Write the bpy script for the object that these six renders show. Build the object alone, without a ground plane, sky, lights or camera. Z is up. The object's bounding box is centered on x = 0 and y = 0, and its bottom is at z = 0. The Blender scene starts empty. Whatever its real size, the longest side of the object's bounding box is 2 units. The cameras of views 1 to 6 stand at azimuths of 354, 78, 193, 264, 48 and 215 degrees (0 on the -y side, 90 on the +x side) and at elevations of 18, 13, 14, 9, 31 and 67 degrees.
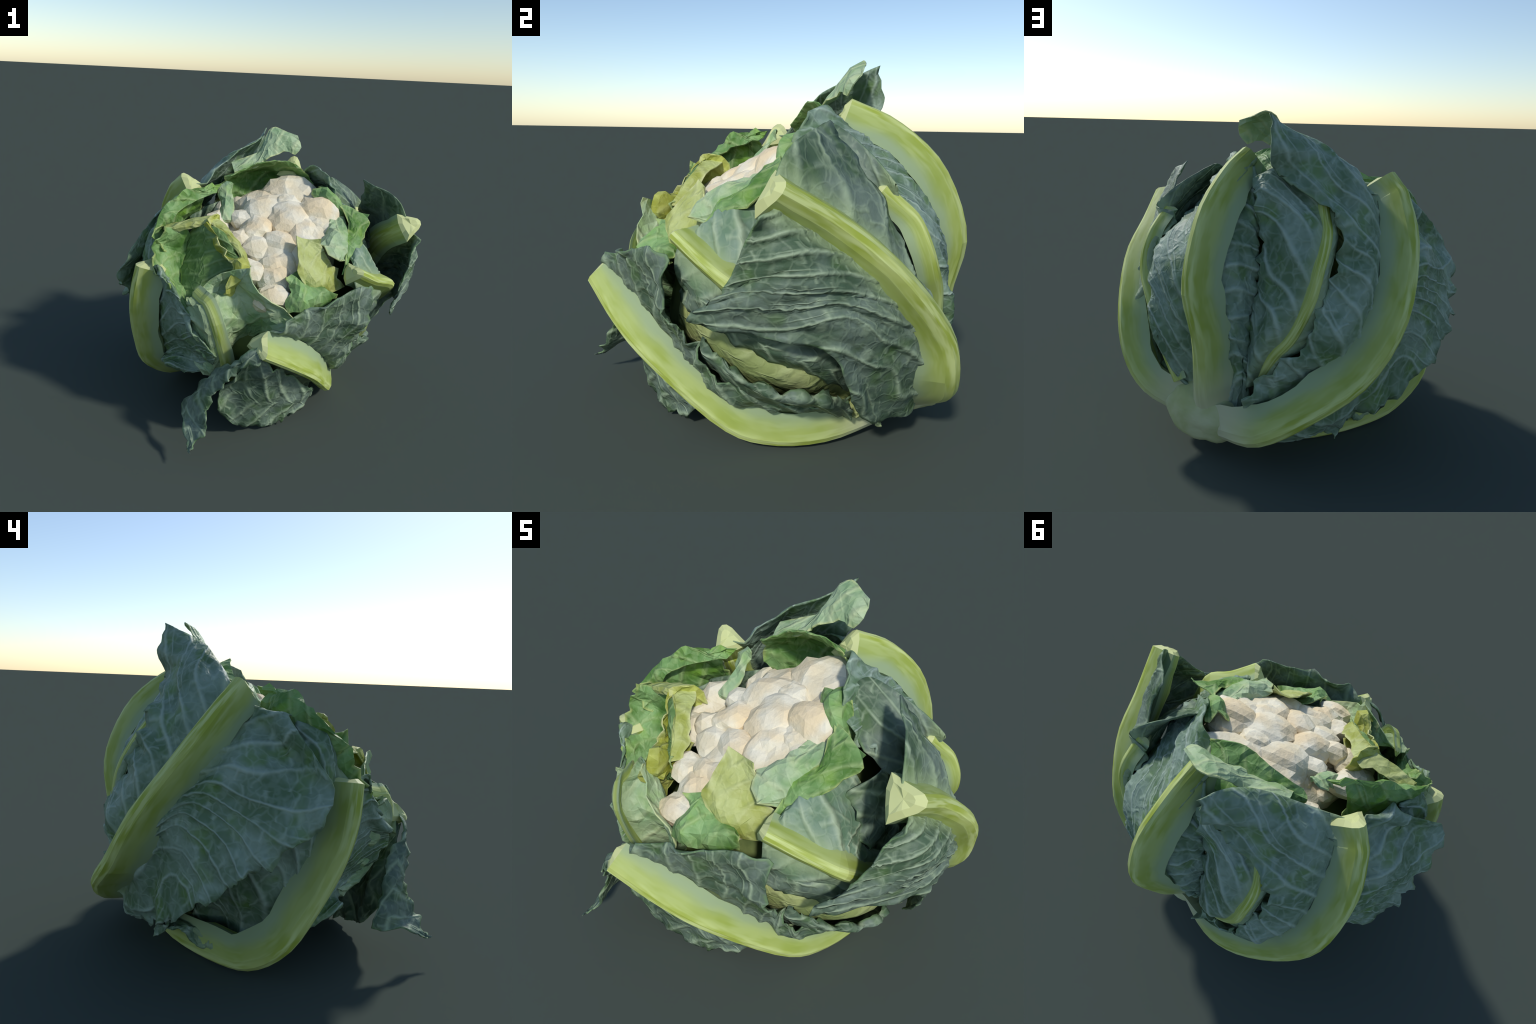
import bpy, math, random
import numpy as np
from mathutils import Vector, noise as mnoise

random.seed(7)
rng = np.random.default_rng(7)

# ----------------------------------------------------------------------------
# The thing: a trimmed cauliflower head lying tilted, curd facing -y and up,
# cut stem low at the back, wrapped in outer leaves with thick pale midribs.
# ----------------------------------------------------------------------------
CENTRE = np.array([0.0, 0.0, 0.85])           # heart of the head
CURD_N = np.array([0.0, -0.62, 0.78]); CURD_N /= np.linalg.norm(CURD_N)
CURD_D = 1.066                                 # curd face: p . CURD_N = CURD_D

# Control rows for each leaf, base -> tip; each row goes from the left edge of
# the leaf to its right edge as seen from outside.
LEAVES = {
    "A": [
        [(0.410, 0.660, 0.170), (0.405, 0.680, 0.170), (0.400, 0.700, 0.170), (0.390, 0.710, 0.175), (0.385, 0.720, 0.180)],
        [(0.630, 0.440, 0.220), (0.630, 0.520, 0.260), (0.635, 0.725, 0.290), (0.600, 0.710, 0.300), (0.560, 0.690, 0.310)],
        [(0.710, 0.270, 0.280), (0.812, 0.308, 0.516), (0.785, 0.670, 0.450), (0.660, 0.650, 0.470), (0.590, 0.620, 0.460)],
        [(0.922, 0.032, 0.669), (0.930, 0.150, 0.780), (0.865, 0.575, 0.680), (0.750, 0.580, 0.710), (0.660, 0.570, 0.750)],
        [(0.722, -0.445, 0.759), (0.970, -0.064, 0.927), (0.940, 0.330, 0.955), (0.790, 0.380, 1.000), (0.700, 0.410, 1.030)],
        [(0.814, -0.338, 0.896), (0.977, -0.128, 1.071), (0.935, 0.090, 1.150), (0.800, 0.180, 1.240), (0.680, 0.270, 1.300)],
        [(0.949, -0.230, 1.200), (0.920, -0.174, 1.220), (0.965, -0.150, 1.290), (0.820, -0.100, 1.420), (0.650, 0.100, 1.520)],
    ],
    "B": [
        [(0.280, 0.480, 0.130), (0.400, 0.520, 0.090), (0.410, 0.420, 0.160), (0.450, 0.450, 0.200)],
        [(0.320, 0.140, 0.100), (0.480, 0.200, 0.050), (0.520, 0.120, 0.200), (0.600, 0.120, 0.300)],
        [(0.300, -0.160, 0.100), (0.460, -0.080, 0.050), (0.480, -0.120, 0.200), (0.570, -0.150, 0.340)],
        [(0.250, -0.350, 0.140), (0.400, -0.300, 0.130), (0.440, -0.320, 0.300), (0.500, -0.330, 0.440)],
        [(0.100, -0.580, 0.340), (0.230, -0.620, 0.400), (0.350, -0.540, 0.610), (0.540, -0.530, 0.720)],
        [(-0.030, -0.720, 0.490), (0.080, -0.770, 0.550), (0.210, -0.650, 0.735), (0.528, -0.570, 0.995)],
        [(-0.180, -0.850, 0.660), (-0.130, -0.900, 0.710), (-0.030, -0.840, 0.820), (-0.002, -0.801, 0.884)],
    ],
    "B2": [
        [(0.150, -0.430, 0.040), (0.230, -0.430, 0.100), (0.300, -0.400, 0.170)],
        [(0.070, -0.530, 0.040), (0.110, -0.550, 0.200), (0.180, -0.550, 0.330)],
        [(-0.035, -0.545, 0.012), (-0.010, -0.620, 0.240), (0.060, -0.680, 0.460)],
        [(-0.150, -0.600, 0.050), (-0.120, -0.680, 0.300), (-0.020, -0.780, 0.570)],
        [(-0.275, -0.650, 0.100), (-0.270, -0.680, 0.370), (-0.120, -0.840, 0.660)],
        [(-0.360, -0.720, 0.240), (-0.330, -0.760, 0.430), (-0.170, -0.870, 0.680)],
    ],
    "B3": [
        [(-0.130, -0.850, 0.750), (-0.130, -0.870, 0.720), (-0.140, -0.890, 0.660)],
        [(-0.270, -0.820, 0.660), (-0.270, -0.860, 0.640), (-0.270, -0.870, 0.600)],
        [(-0.400, -0.700, 0.500), (-0.390, -0.790, 0.500), (-0.350, -0.850, 0.490)],
        [(-0.510, -0.630, 0.340), (-0.475, -0.740, 0.370), (-0.405, -0.830, 0.385)],
        [(-0.585, -0.580, 0.215), (-0.530, -0.720, 0.260), (-0.430, -0.870, 0.290)],
        [(-0.560, -0.800, 0.190), (-0.510, -0.840, 0.190), (-0.460, -0.910, 0.200)],
        [(-0.535, -0.930, 0.130), (-0.530, -0.940, 0.125), (-0.520, -0.950, 0.125)],
    ],
    "D": [
        [(0.310, 0.755, 0.215), (0.290, 0.760, 0.215), (0.280, 0.790, 0.240), (0.250, 0.760, 0.215), (0.230, 0.755, 0.210)],
        [(0.502, 0.697, 0.589), (0.542, 0.754, 0.632), (0.260, 0.860, 0.420), (0.095, 0.801, 0.553), (0.050, 0.760, 0.320)],
        [(0.532, 0.582, 0.795), (0.599, 0.685, 0.840), (0.250, 0.910, 0.700), (0.127, 0.837, 0.774), (0.030, 0.720, 0.550)],
        [(0.615, 0.356, 1.057), (0.598, 0.570, 1.091), (0.290, 0.935, 0.990), (0.152, 0.812, 1.000), (0.020, 0.690, 0.820)],
        [(0.626, 0.103, 1.212), (0.393, 0.433, 1.312), (0.270, 0.800, 1.310), (0.157, 0.676, 1.268), (0.020, 0.630, 1.050)],
        [(0.495, -0.008, 1.331), (0.397, 0.271, 1.426), (0.220, 0.580, 1.510), (0.161, 0.535, 1.450), (0.050, 0.560, 1.270)],
        [(0.347, 0.095, 1.559), (0.279, 0.200, 1.583), (0.180, 0.350, 1.610), (0.132, 0.399, 1.577), (0.080, 0.500, 1.450)],
    ],
    "E": [
        [(0.170, 0.770, 0.185), (0.180, 0.775, 0.180), (0.190, 0.770, 0.170), (0.185, 0.755, 0.165), (0.180, 0.740, 0.160)],
        [(0.050, 0.880, 0.340), (0.000, 0.880, 0.270), (-0.050, 0.885, 0.220), (-0.110, 0.780, 0.140), (-0.150, 0.660, 0.100)],
        [(-0.083, 0.855, 0.548), (-0.226, 0.825, 0.484), (-0.290, 0.885, 0.360), (-0.380, 0.720, 0.260), (-0.400, 0.580, 0.180)],
        [(-0.301, 0.845, 0.776), (-0.441, 0.812, 0.680), (-0.540, 0.800, 0.570), (-0.685, 0.489, 0.732), (-0.700, 0.480, 0.330)],
        [(-0.347, 0.751, 0.996), (-0.537, 0.688, 0.963), (-0.700, 0.650, 0.840), (-0.775, 0.368, 0.916), (-0.950, 0.220, 0.570)],
        [(-0.395, 0.631, 1.281), (-0.522, 0.500, 1.216), (-0.730, 0.420, 1.150), (-0.840, 0.165, 1.056), (-0.985, 0.000, 0.740)],
        [(-0.070, 0.545, 1.500), (-0.334, 0.438, 1.498), (-0.660, 0.260, 1.370), (-0.712, -0.010, 1.192), (-0.973, -0.242, 0.970)],
        [(-0.020, 0.585, 1.660), (-0.330, 0.360, 1.560), (-0.620, 0.210, 1.425), (-0.677, 0.022, 1.312), (-0.780, -0.100, 1.260)],
        [(0.005, 0.560, 1.800), (-0.130, 0.360, 1.700), (-0.577, 0.165, 1.476), (-0.631, 0.066, 1.386), (-0.652, -0.059, 1.344)],
    ],
    "P": [
        [(-0.250, 0.210, 1.530), (-0.260, 0.250, 1.550), (-0.270, 0.290, 1.580)],
        [(-0.097, 0.259, 1.557), (-0.100, 0.290, 1.600), (-0.090, 0.360, 1.650)],
        [(-0.005, 0.287, 1.623), (0.010, 0.340, 1.700), (0.020, 0.450, 1.800)],
        [(0.107, 0.322, 1.662), (0.120, 0.360, 1.730), (0.090, 0.450, 1.805)],
        [(0.185, 0.337, 1.643), (0.225, 0.345, 1.690), (0.205, 0.390, 1.765)],
    ],
    "Z": [
        [(-0.520, 0.560, 0.374), (-0.674, 0.486, 0.454), (-0.732, 0.406, 0.519)],
        [(-0.337, 0.553, 0.183), (-0.460, 0.511, 0.238), (-0.523, 0.449, 0.303)],
        [(-0.414, 0.579, 0.099), (-0.414, 0.556, 0.091), (-0.407, 0.530, 0.091)],
    ],
    "F": [
        [(0.050, 0.700, 0.120), (0.080, 0.680, 0.100), (0.120, 0.660, 0.070), (0.110, 0.600, 0.100), (0.100, 0.560, 0.120)],
        [(-0.250, 0.600, 0.140), (-0.230, 0.530, 0.100), (-0.260, 0.480, 0.045), (-0.200, 0.370, 0.080), (-0.180, 0.300, 0.120)],
        [(-0.460, 0.480, 0.180), (-0.500, 0.360, 0.140), (-0.540, 0.260, 0.050), (-0.430, 0.100, 0.100), (-0.330, 0.020, 0.150)],
        [(-0.306, 0.390, 0.177), (-0.364, 0.205, 0.085), (-0.710, 0.090, 0.090), (-0.667, -0.334, 0.335), (-0.581, -0.347, 0.293)],
        [(-0.641, 0.295, 0.518), (-0.728, 0.038, 0.433), (-0.845, -0.070, 0.250), (-0.628, -0.261, 0.415), (-0.434, -0.473, 0.389)],
        [(-0.791, 0.090, 0.767), (-0.835, -0.091, 0.719), (-0.885, -0.210, 0.515), (-0.610, -0.432, 0.666), (-0.392, -0.686, 0.595)],
        [(-0.788, 0.022, 0.987), (-0.838, -0.171, 0.940), (-0.890, -0.300, 0.717), (-0.659, -0.435, 0.843), (-0.517, -0.655, 0.754)],
        [(-0.734, -0.039, 1.165), (-0.802, -0.205, 1.148), (-0.870, -0.350, 0.880), (-0.718, -0.414, 0.983), (-0.586, -0.573, 0.882)],
        [(-0.679, -0.104, 1.316), (-0.743, -0.252, 1.249), (-0.830, -0.380, 1.045), (-0.752, -0.474, 1.047), (-0.694, -0.482, 1.009)],
    ],
    "G": [
        [(0.060, 0.740, 0.460), (0.030, 0.790, 0.440), (-0.006, 0.746, 0.422), (-0.049, 0.782, 0.416), (-0.090, 0.800, 0.420)],
        [(0.040, 0.720, 0.700), (-0.023, 0.826, 0.649), (-0.112, 0.832, 0.620), (-0.133, 0.825, 0.608), (-0.151, 0.799, 0.602)],
        [(0.040, 0.710, 0.840), (-0.107, 0.843, 0.820), (-0.208, 0.838, 0.746), (-0.260, 0.815, 0.738), (-0.305, 0.774, 0.732)],
        [(0.020, 0.680, 0.980), (-0.186, 0.786, 0.991), (-0.290, 0.817, 0.929), (-0.324, 0.792, 0.922), (-0.350, 0.750, 0.914)],
        [(0.010, 0.640, 1.120), (-0.184, 0.727, 1.155), (-0.321, 0.764, 1.079), (-0.344, 0.738, 1.074), (-0.359, 0.694, 1.064)],
        [(0.030, 0.610, 1.260), (-0.177, 0.638, 1.316), (-0.338, 0.666, 1.235), (-0.362, 0.634, 1.233), (-0.376, 0.587, 1.222)],
        [(0.070, 0.580, 1.400), (-0.014, 0.535, 1.458), (-0.302, 0.565, 1.346), (-0.329, 0.532, 1.347), (-0.348, 0.485, 1.337)],
        [(0.080, 0.460, 1.520), (-0.050, 0.460, 1.540), (-0.270, 0.470, 1.470), (-0.299, 0.450, 1.473), (-0.320, 0.420, 1.460)],
    ],
    "H": [
        [(0.513, 0.573, 0.405), (0.570, 0.642, 0.425), (0.460, 0.740, 0.380), (0.373, 0.731, 0.418)],
        [(0.617, 0.460, 0.630), (0.468, 0.650, 0.563), (0.580, 0.690, 0.600), (0.484, 0.685, 0.620)],
        [(0.716, 0.356, 0.830), (0.613, 0.542, 0.790), (0.660, 0.640, 0.800), (0.557, 0.639, 0.804)],
        [(0.751, 0.233, 0.994), (0.655, 0.448, 0.951), (0.720, 0.580, 0.920), (0.612, 0.584, 0.914)],
        [(0.715, 0.132, 1.133), (0.645, 0.325, 1.118), (0.740, 0.530, 1.030), (0.631, 0.538, 1.016)],
        [(0.573, 0.035, 1.233), (0.618, 0.215, 1.236), (0.720, 0.480, 1.140), (0.612, 0.492, 1.117)],
        [(0.453, 0.008, 1.343), (0.568, 0.185, 1.351), (0.700, 0.410, 1.210), (0.594, 0.427, 1.181)],
        [(0.372, 0.069, 1.451), (0.444, 0.184, 1.514), (0.680, 0.340, 1.270), (0.576, 0.363, 1.236)],
    ],
    "C": [
        [(0.660, -0.050, 0.520), (0.700, 0.020, 0.570), (0.720, 0.100, 0.620), (0.730, 0.120, 0.680), (0.700, 0.200, 0.750)],
        [(0.620, -0.200, 0.550), (0.700, -0.150, 0.640), (0.770, -0.100, 0.740), (0.715, -0.175, 0.925), (0.603, 0.120, 0.768)],
        [(0.580, -0.154, 0.531), (0.684, -0.267, 0.760), (0.764, -0.314, 0.912), (0.655, -0.218, 1.016), (0.601, 0.039, 0.996)],
        [(0.507, -0.343, 0.663), (0.576, -0.397, 0.840), (0.630, -0.400, 0.970), (0.542, -0.282, 1.149), (0.501, -0.087, 1.222)],
        [(0.424, -0.463, 0.796), (0.474, -0.496, 0.929), (0.495, -0.500, 1.050), (0.471, -0.412, 1.060), (0.458, -0.327, 1.111)],
    ],
    "K": [
        [(0.117, -0.489, 0.501), (0.321, -0.472, 0.608), (0.376, -0.466, 0.690), (0.351, -0.449, 0.742), (0.352, -0.405, 0.786)],
        [(0.176, -0.358, 0.377), (0.392, -0.368, 0.502), (0.528, -0.378, 0.648), (0.520, -0.349, 0.717), (0.486, -0.303, 0.762)],
        [(0.261, -0.198, 0.264), (0.512, -0.235, 0.435), (0.625, -0.253, 0.569), (0.605, -0.229, 0.639), (0.565, -0.202, 0.696)],
        [(0.341, -0.032, 0.202), (0.551, -0.080, 0.363), (0.676, -0.123, 0.502), (0.661, -0.094, 0.580), (0.622, -0.044, 0.634)],
        [(0.420, 0.128, 0.177), (0.389, 0.119, 0.204), (0.664, 0.036, 0.424), (0.680, 0.072, 0.518), (0.626, 0.129, 0.565)],
        [(0.512, 0.294, 0.177), (0.485, 0.286, 0.197), (0.472, 0.287, 0.258), (0.570, 0.293, 0.388), (0.552, 0.343, 0.456)],
        [(0.614, 0.414, 0.172), (0.595, 0.414, 0.186), (0.566, 0.416, 0.212), (0.551, 0.468, 0.265), (0.548, 0.515, 0.310)],
    ],
    "O": [
        [(0.367, -0.493, 0.764), (0.439, -0.438, 0.842), (0.471, -0.371, 0.863)],
        [(0.507, -0.417, 0.716), (0.593, -0.369, 0.799), (0.587, -0.302, 0.836)],
        [(0.644, -0.269, 0.636), (0.705, -0.252, 0.721), (0.684, -0.209, 0.766)],
        [(0.706, -0.117, 0.565), (0.764, -0.105, 0.639), (0.738, -0.060, 0.680)],
        [(0.711, 0.063, 0.489), (0.781, 0.066, 0.578), (0.732, 0.122, 0.609)],
        [(0.577, 0.262, 0.330), (0.701, 0.241, 0.455), (0.641, 0.307, 0.483)],
    ],
    "L": [
        [(0.323, -0.408, 0.444), (0.500, -0.398, 0.564), (0.532, -0.393, 0.622)],
        [(0.407, -0.235, 0.304), (0.637, -0.254, 0.457), (0.611, -0.264, 0.483)],
        [(0.363, -0.037, 0.179), (0.699, -0.085, 0.392), (0.668, -0.107, 0.423)],
        [(0.436, 0.140, 0.167), (0.721, 0.065, 0.368), (0.713, 0.051, 0.410)],
        [(0.540, 0.301, 0.158), (0.598, 0.274, 0.251), (0.632, 0.243, 0.320)],
    ],
    "I": [
        [(-0.300, -0.200, 0.250), (-0.257, -0.257, 0.208), (-0.200, -0.300, 0.200), (-0.100, -0.320, 0.220), (0.000, -0.300, 0.250)],
        [(-0.500, -0.400, 0.400), (-0.420, -0.487, 0.368), (-0.320, -0.550, 0.360), (-0.100, -0.580, 0.420), (0.100, -0.550, 0.450)],
        [(-0.476, -0.362, 0.398), (-0.420, -0.521, 0.458), (-0.342, -0.653, 0.538), (-0.212, -0.254, 0.360), (-0.145, -0.622, 0.564)],
        [(-0.518, -0.515, 0.641), (-0.469, -0.631, 0.708), (-0.397, -0.715, 0.783), (-0.180, -0.497, 0.698), (0.014, -0.674, 0.763)],
        [(-0.558, -0.528, 0.799), (-0.514, -0.617, 0.853), (-0.445, -0.675, 0.907), (-0.270, -0.546, 0.893), (0.068, -0.658, 0.833)],
        [(-0.553, -0.560, 0.860), (-0.531, -0.603, 0.892), (-0.483, -0.616, 0.921), (-0.327, -0.492, 0.954), (-0.148, -0.647, 0.998)],
        [(-0.548, -0.592, 0.921), (-0.548, -0.589, 0.931), (-0.521, -0.557, 0.936), (-0.380, -0.539, 1.054), (-0.207, -0.622, 1.122)],
    ],
    "J": [
        [(-0.518, -0.608, 0.815), (-0.529, -0.534, 0.823), (-0.541, -0.448, 0.827), (-0.521, -0.419, 0.837)],
        [(-0.735, -0.443, 1.035), (-0.693, -0.355, 1.003), (-0.626, -0.307, 0.965), (-0.575, -0.305, 0.953)],
        [(-0.750, -0.370, 1.140), (-0.698, -0.257, 1.119), (-0.619, -0.230, 1.090), (-0.558, -0.218, 1.086)],
        [(-0.700, -0.330, 1.280), (-0.685, -0.302, 1.262), (-0.597, -0.269, 1.250), (-0.548, -0.242, 1.233)],
    ],
    "J2": [
        [(-0.591, -0.427, 0.818), (-0.462, -0.499, 0.850), (-0.325, -0.477, 0.906), (-0.197, -0.448, 0.980)],
        [(-0.606, -0.296, 0.961), (-0.464, -0.396, 1.021), (-0.327, -0.414, 1.071), (-0.185, -0.490, 1.085)],
        [(-0.578, -0.218, 1.086), (-0.446, -0.324, 1.155), (-0.329, -0.389, 1.167), (-0.221, -0.439, 1.102)],
        [(-0.552, -0.212, 1.193), (-0.448, -0.313, 1.266), (-0.340, -0.365, 1.238), (-0.250, -0.405, 1.142)],
        [(-0.546, -0.163, 1.232), (-0.448, -0.266, 1.290), (-0.329, -0.318, 1.249), (-0.231, -0.352, 1.146)],
    ],
    "J3": [
        [(-0.707, -0.268, 1.238), (-0.702, -0.278, 1.255), (-0.692, -0.239, 1.261)],
        [(-0.567, -0.278, 1.243), (-0.577, -0.281, 1.279), (-0.579, -0.209, 1.285)],
        [(-0.448, -0.286, 1.275), (-0.445, -0.283, 1.303), (-0.436, -0.182, 1.306)],
        [(-0.339, -0.347, 1.226), (-0.326, -0.346, 1.253), (-0.310, -0.259, 1.258)],
        [(-0.267, -0.416, 1.146), (-0.244, -0.420, 1.168), (-0.223, -0.338, 1.169)],
        [(-0.217, -0.482, 1.068), (-0.199, -0.486, 1.078), (-0.183, -0.438, 1.078)],
    ],
    "M": [
        [(-0.660, -0.260, 1.050), (-0.660, -0.090, 1.080), (-0.600, 0.050, 1.150), (-0.480, 0.150, 1.250)],
        [(-0.761, -0.333, 1.225), (-0.732, -0.173, 1.327), (-0.604, -0.096, 1.419), (-0.428, 0.003, 1.454)],
        [(-0.726, -0.263, 1.267), (-0.681, -0.186, 1.341), (-0.573, -0.104, 1.419), (-0.345, 0.070, 1.470)],
        [(-0.701, -0.196, 1.270), (-0.621, -0.170, 1.328), (-0.531, -0.095, 1.376), (-0.360, 0.020, 1.430)],
    ],
    "N": [
        [(-0.357, 0.093, 1.448), (-0.307, 0.102, 1.481), (-0.263, 0.094, 1.462)],
        [(-0.355, 0.037, 1.327), (-0.318, -0.001, 1.348), (-0.262, 0.036, 1.352)],
        [(-0.393, -0.059, 1.251), (-0.341, -0.084, 1.269), (-0.254, -0.057, 1.253)],
        [(-0.407, -0.096, 1.240), (-0.350, -0.090, 1.240), (-0.276, -0.048, 1.224)],
    ],
    "Q": [
        [(0.500, 0.020, 1.250), (0.470, -0.060, 1.220), (0.400, -0.100, 1.200)],
        [(0.470, 0.050, 1.370), (0.457, -0.049, 1.344), (0.358, -0.030, 1.338)],
        [(0.400, 0.100, 1.430), (0.375, -0.018, 1.424), (0.274, 0.021, 1.391)],
        [(0.334, 0.119, 1.470), (0.328, 0.043, 1.473), (0.255, 0.061, 1.449)],
    ],
    "R": [
        [(0.520, -0.120, 1.160), (0.500, -0.250, 1.100), (0.417, -0.381, 1.091)],
        [(0.502, -0.091, 1.257), (0.439, -0.302, 1.173), (0.358, -0.400, 1.108)],
        [(0.459, -0.092, 1.289), (0.379, -0.267, 1.226), (0.278, -0.394, 1.166)],
        [(0.342, -0.124, 1.301), (0.328, -0.148, 1.257), (0.295, -0.261, 1.180)],
    ],
    "S": [
        [(0.200, -0.495, 0.891), (0.304, -0.453, 0.900), (0.420, -0.394, 0.921)],
        [(0.146, -0.503, 0.962), (0.236, -0.488, 1.000), (0.378, -0.355, 1.016)],
        [(0.102, -0.501, 1.092), (0.186, -0.452, 1.092), (0.309, -0.354, 1.080)],
        [(0.117, -0.358, 1.240), (0.178, -0.334, 1.211), (0.261, -0.350, 1.226)],
    ],
    "T": [
        [(0.029, -0.661, 0.862), (0.120, -0.630, 0.870), (0.203, -0.592, 0.853), (0.349, -0.490, 0.908)],
        [(0.034, -0.604, 0.920), (0.123, -0.644, 0.927), (0.239, -0.548, 0.939), (0.350, -0.514, 0.915)],
        [(0.035, -0.567, 0.987), (0.109, -0.588, 0.996), (0.193, -0.463, 0.968), (0.295, -0.477, 0.932)],
        [(0.032, -0.577, 1.048), (0.082, -0.488, 1.051), (0.142, -0.434, 1.042), (0.209, -0.484, 0.977)],
    ],
    "U": [
        [(-0.355, -0.550, 0.873), (-0.277, -0.526, 0.841), (-0.284, -0.461, 0.868), (-0.298, -0.385, 0.928)],
        [(-0.306, -0.564, 1.054), (-0.228, -0.532, 1.128), (-0.247, -0.462, 1.058), (-0.191, -0.461, 1.067)],
        [(-0.340, -0.447, 1.160), (-0.365, -0.378, 1.125), (-0.329, -0.326, 1.102), (-0.288, -0.274, 1.118)],
        [(-0.392, -0.376, 1.241), (-0.442, -0.293, 1.270), (-0.452, -0.231, 1.229), (-0.368, -0.202, 1.176)],
        [(-0.430, -0.275, 1.322), (-0.396, -0.217, 1.342), (-0.366, -0.162, 1.310), (-0.343, -0.144, 1.221)],
    ],
    "W": [
        [(-0.300, 0.300, 1.250), (-0.100, 0.380, 1.280), (0.100, 0.380, 1.280), (0.300, 0.300, 1.250)],
        [(-0.340, 0.240, 1.420), (-0.150, 0.380, 1.480), (0.080, 0.400, 1.480), (0.300, 0.250, 1.450)],
        [(-0.290, 0.180, 1.510), (-0.130, 0.190, 1.575), (0.040, 0.190, 1.625), (0.200, 0.220, 1.580)],
    ],
    "Y": [
        [(0.640, 0.320, 0.720), (0.670, 0.140, 0.700), (0.670, -0.050, 0.680)],
        [(0.640, 0.290, 0.920), (0.690, 0.110, 0.880), (0.680, -0.090, 0.850)],
        [(0.620, 0.250, 1.080), (0.670, 0.070, 1.050), (0.650, -0.110, 1.000)],
        [(0.580, 0.180, 1.220), (0.620, 0.030, 1.190), (0.580, -0.110, 1.130)],
    ],
    "V": [
        [(-0.620, -0.180, 0.900), (-0.580, 0.050, 0.900), (-0.500, 0.250, 0.920), (-0.320, 0.420, 0.950)],
        [(-0.620, -0.170, 1.080), (-0.570, 0.030, 1.120), (-0.480, 0.200, 1.140), (-0.320, 0.360, 1.160)],
        [(-0.600, -0.140, 1.200), (-0.550, 0.020, 1.250), (-0.460, 0.150, 1.280), (-0.320, 0.280, 1.320)],
    ],
    "X": [
        [(0.420, -0.420, 1.020), (0.474, -0.305, 1.077), (0.520, -0.250, 1.080)],
        [(0.439, -0.310, 1.154), (0.503, -0.309, 1.155), (0.574, -0.251, 1.137)],
        [(0.456, -0.149, 1.282), (0.529, -0.168, 1.266), (0.625, -0.107, 1.251)],
        [(0.439, -0.045, 1.377), (0.525, -0.065, 1.361), (0.608, -0.104, 1.317)],
    ],
}
RIB_COLUMN = {'A': 2, 'B': 1, 'D': 2, 'E': 2, 'F': 2, 'G': 2, 'H': 2, 'C': 2, 'I': 2}
# main florets: crown point and radius
FLORETS = [
    (0.139, 0.137, 1.449, 0.14),
    (-0.057, -0.015, 1.348, 0.14),
    (-0.126, -0.195, 1.251, 0.11),
    (-0.232, -0.257, 1.207, 0.07),
    (0.108, -0.131, 1.315, 0.11),
    (0.302, -0.068, 1.372, 0.12),
    (0.197, -0.250, 1.227, 0.12),
    (0.011, -0.316, 1.174, 0.12),
    (0.007, -0.412, 1.098, 0.09),
    (-0.015, -0.493, 1.034, 0.085),
    (-0.054, -0.581, 0.964, 0.08),
    (-0.159, -0.445, 1.072, 0.07),
    (-0.118, -0.324, 1.168, 0.07),
    (0.288, -0.169, 1.291, 0.08),
    (0.166, -0.366, 1.134, 0.08),
    (0.097, 0.011, 1.382, 0.08),
    (-0.192, -0.069, 1.303, 0.07),
    (0.305, -0.022, 1.267, 0.07),
    (-0.390, -0.085, 1.275, 0.07), (-0.425, -0.195, 1.205, 0.08), (-0.360, -0.280, 1.170, 0.08),
]

# ----------------------------------------------------------------------------
# small helpers
# ----------------------------------------------------------------------------
def unit(v):
    return v / np.maximum(np.linalg.norm(v, axis=-1, keepdims=True), 1e-9)

def spline(points, samples):
    """Catmull-Rom through points (any dims), parameter = control index."""
    P = np.asarray(points, float)
    P = np.concatenate([2 * P[:1] - P[1:2], P, 2 * P[-1:] - P[-2:-1]])
    out = []
    for x in samples:
        i = min(int(x), len(P) - 4)
        t = x - i
        a, b, c, d = P[i:i + 4]
        out.append(0.5 * (2 * b + (c - a) * t + (2 * a - 5 * b + 4 * c - d) * t * t + (3 * b - a - 3 * c + d) * t ** 3))
    return np.array(out)

def index_samples(chords, step):
    """Index parameters with about `step` metres between samples."""
    s = [0.0]
    for i, c in enumerate(chords):
        k = max(2, int(round(c / step)))
        s += [i + (j + 1) / k for j in range(k)]
    return s

def smooth(a, b, x):
    t = np.clip((x - a) / (b - a), 0, 1)
    return t * t * (3 - 2 * t)

def lattice(seed):
    """Piecewise-flat noise: random heights on a triangulated lattice, so the
    surface breaks into creased flat facets like a crumpled leaf."""
    r = np.random.default_rng(seed)
    T = r.uniform(-1, 1, (64, 64))
    def f(x, y):
        x = x + 0.35 * y + 20.37; y = y + 20.11
        i = np.floor(x).astype(int); j = np.floor(y).astype(int)
        u = x - i; v = y - j
        g = lambda a, b: T[a % 64, b % 64]
        A, B, C, D = g(i, j), g(i + 1, j), g(i, j + 1), g(i + 1, j + 1)
        return np.where(u + v < 1, A + (B - A) * u + (C - A) * v, D + (C - D) * (1 - u) + (B - D) * (1 - v))
    return f

def wave(seed):
    r = np.random.default_rng(seed)
    k = r.uniform(0.6, 2.4, 5); p = r.uniform(0, 6.28, 5); a = r.uniform(0.4, 1, 5)
    return lambda x: sum(A * np.sin(K * x + Q) for A, K, Q in zip(a, k, p)) / 2.2

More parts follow.
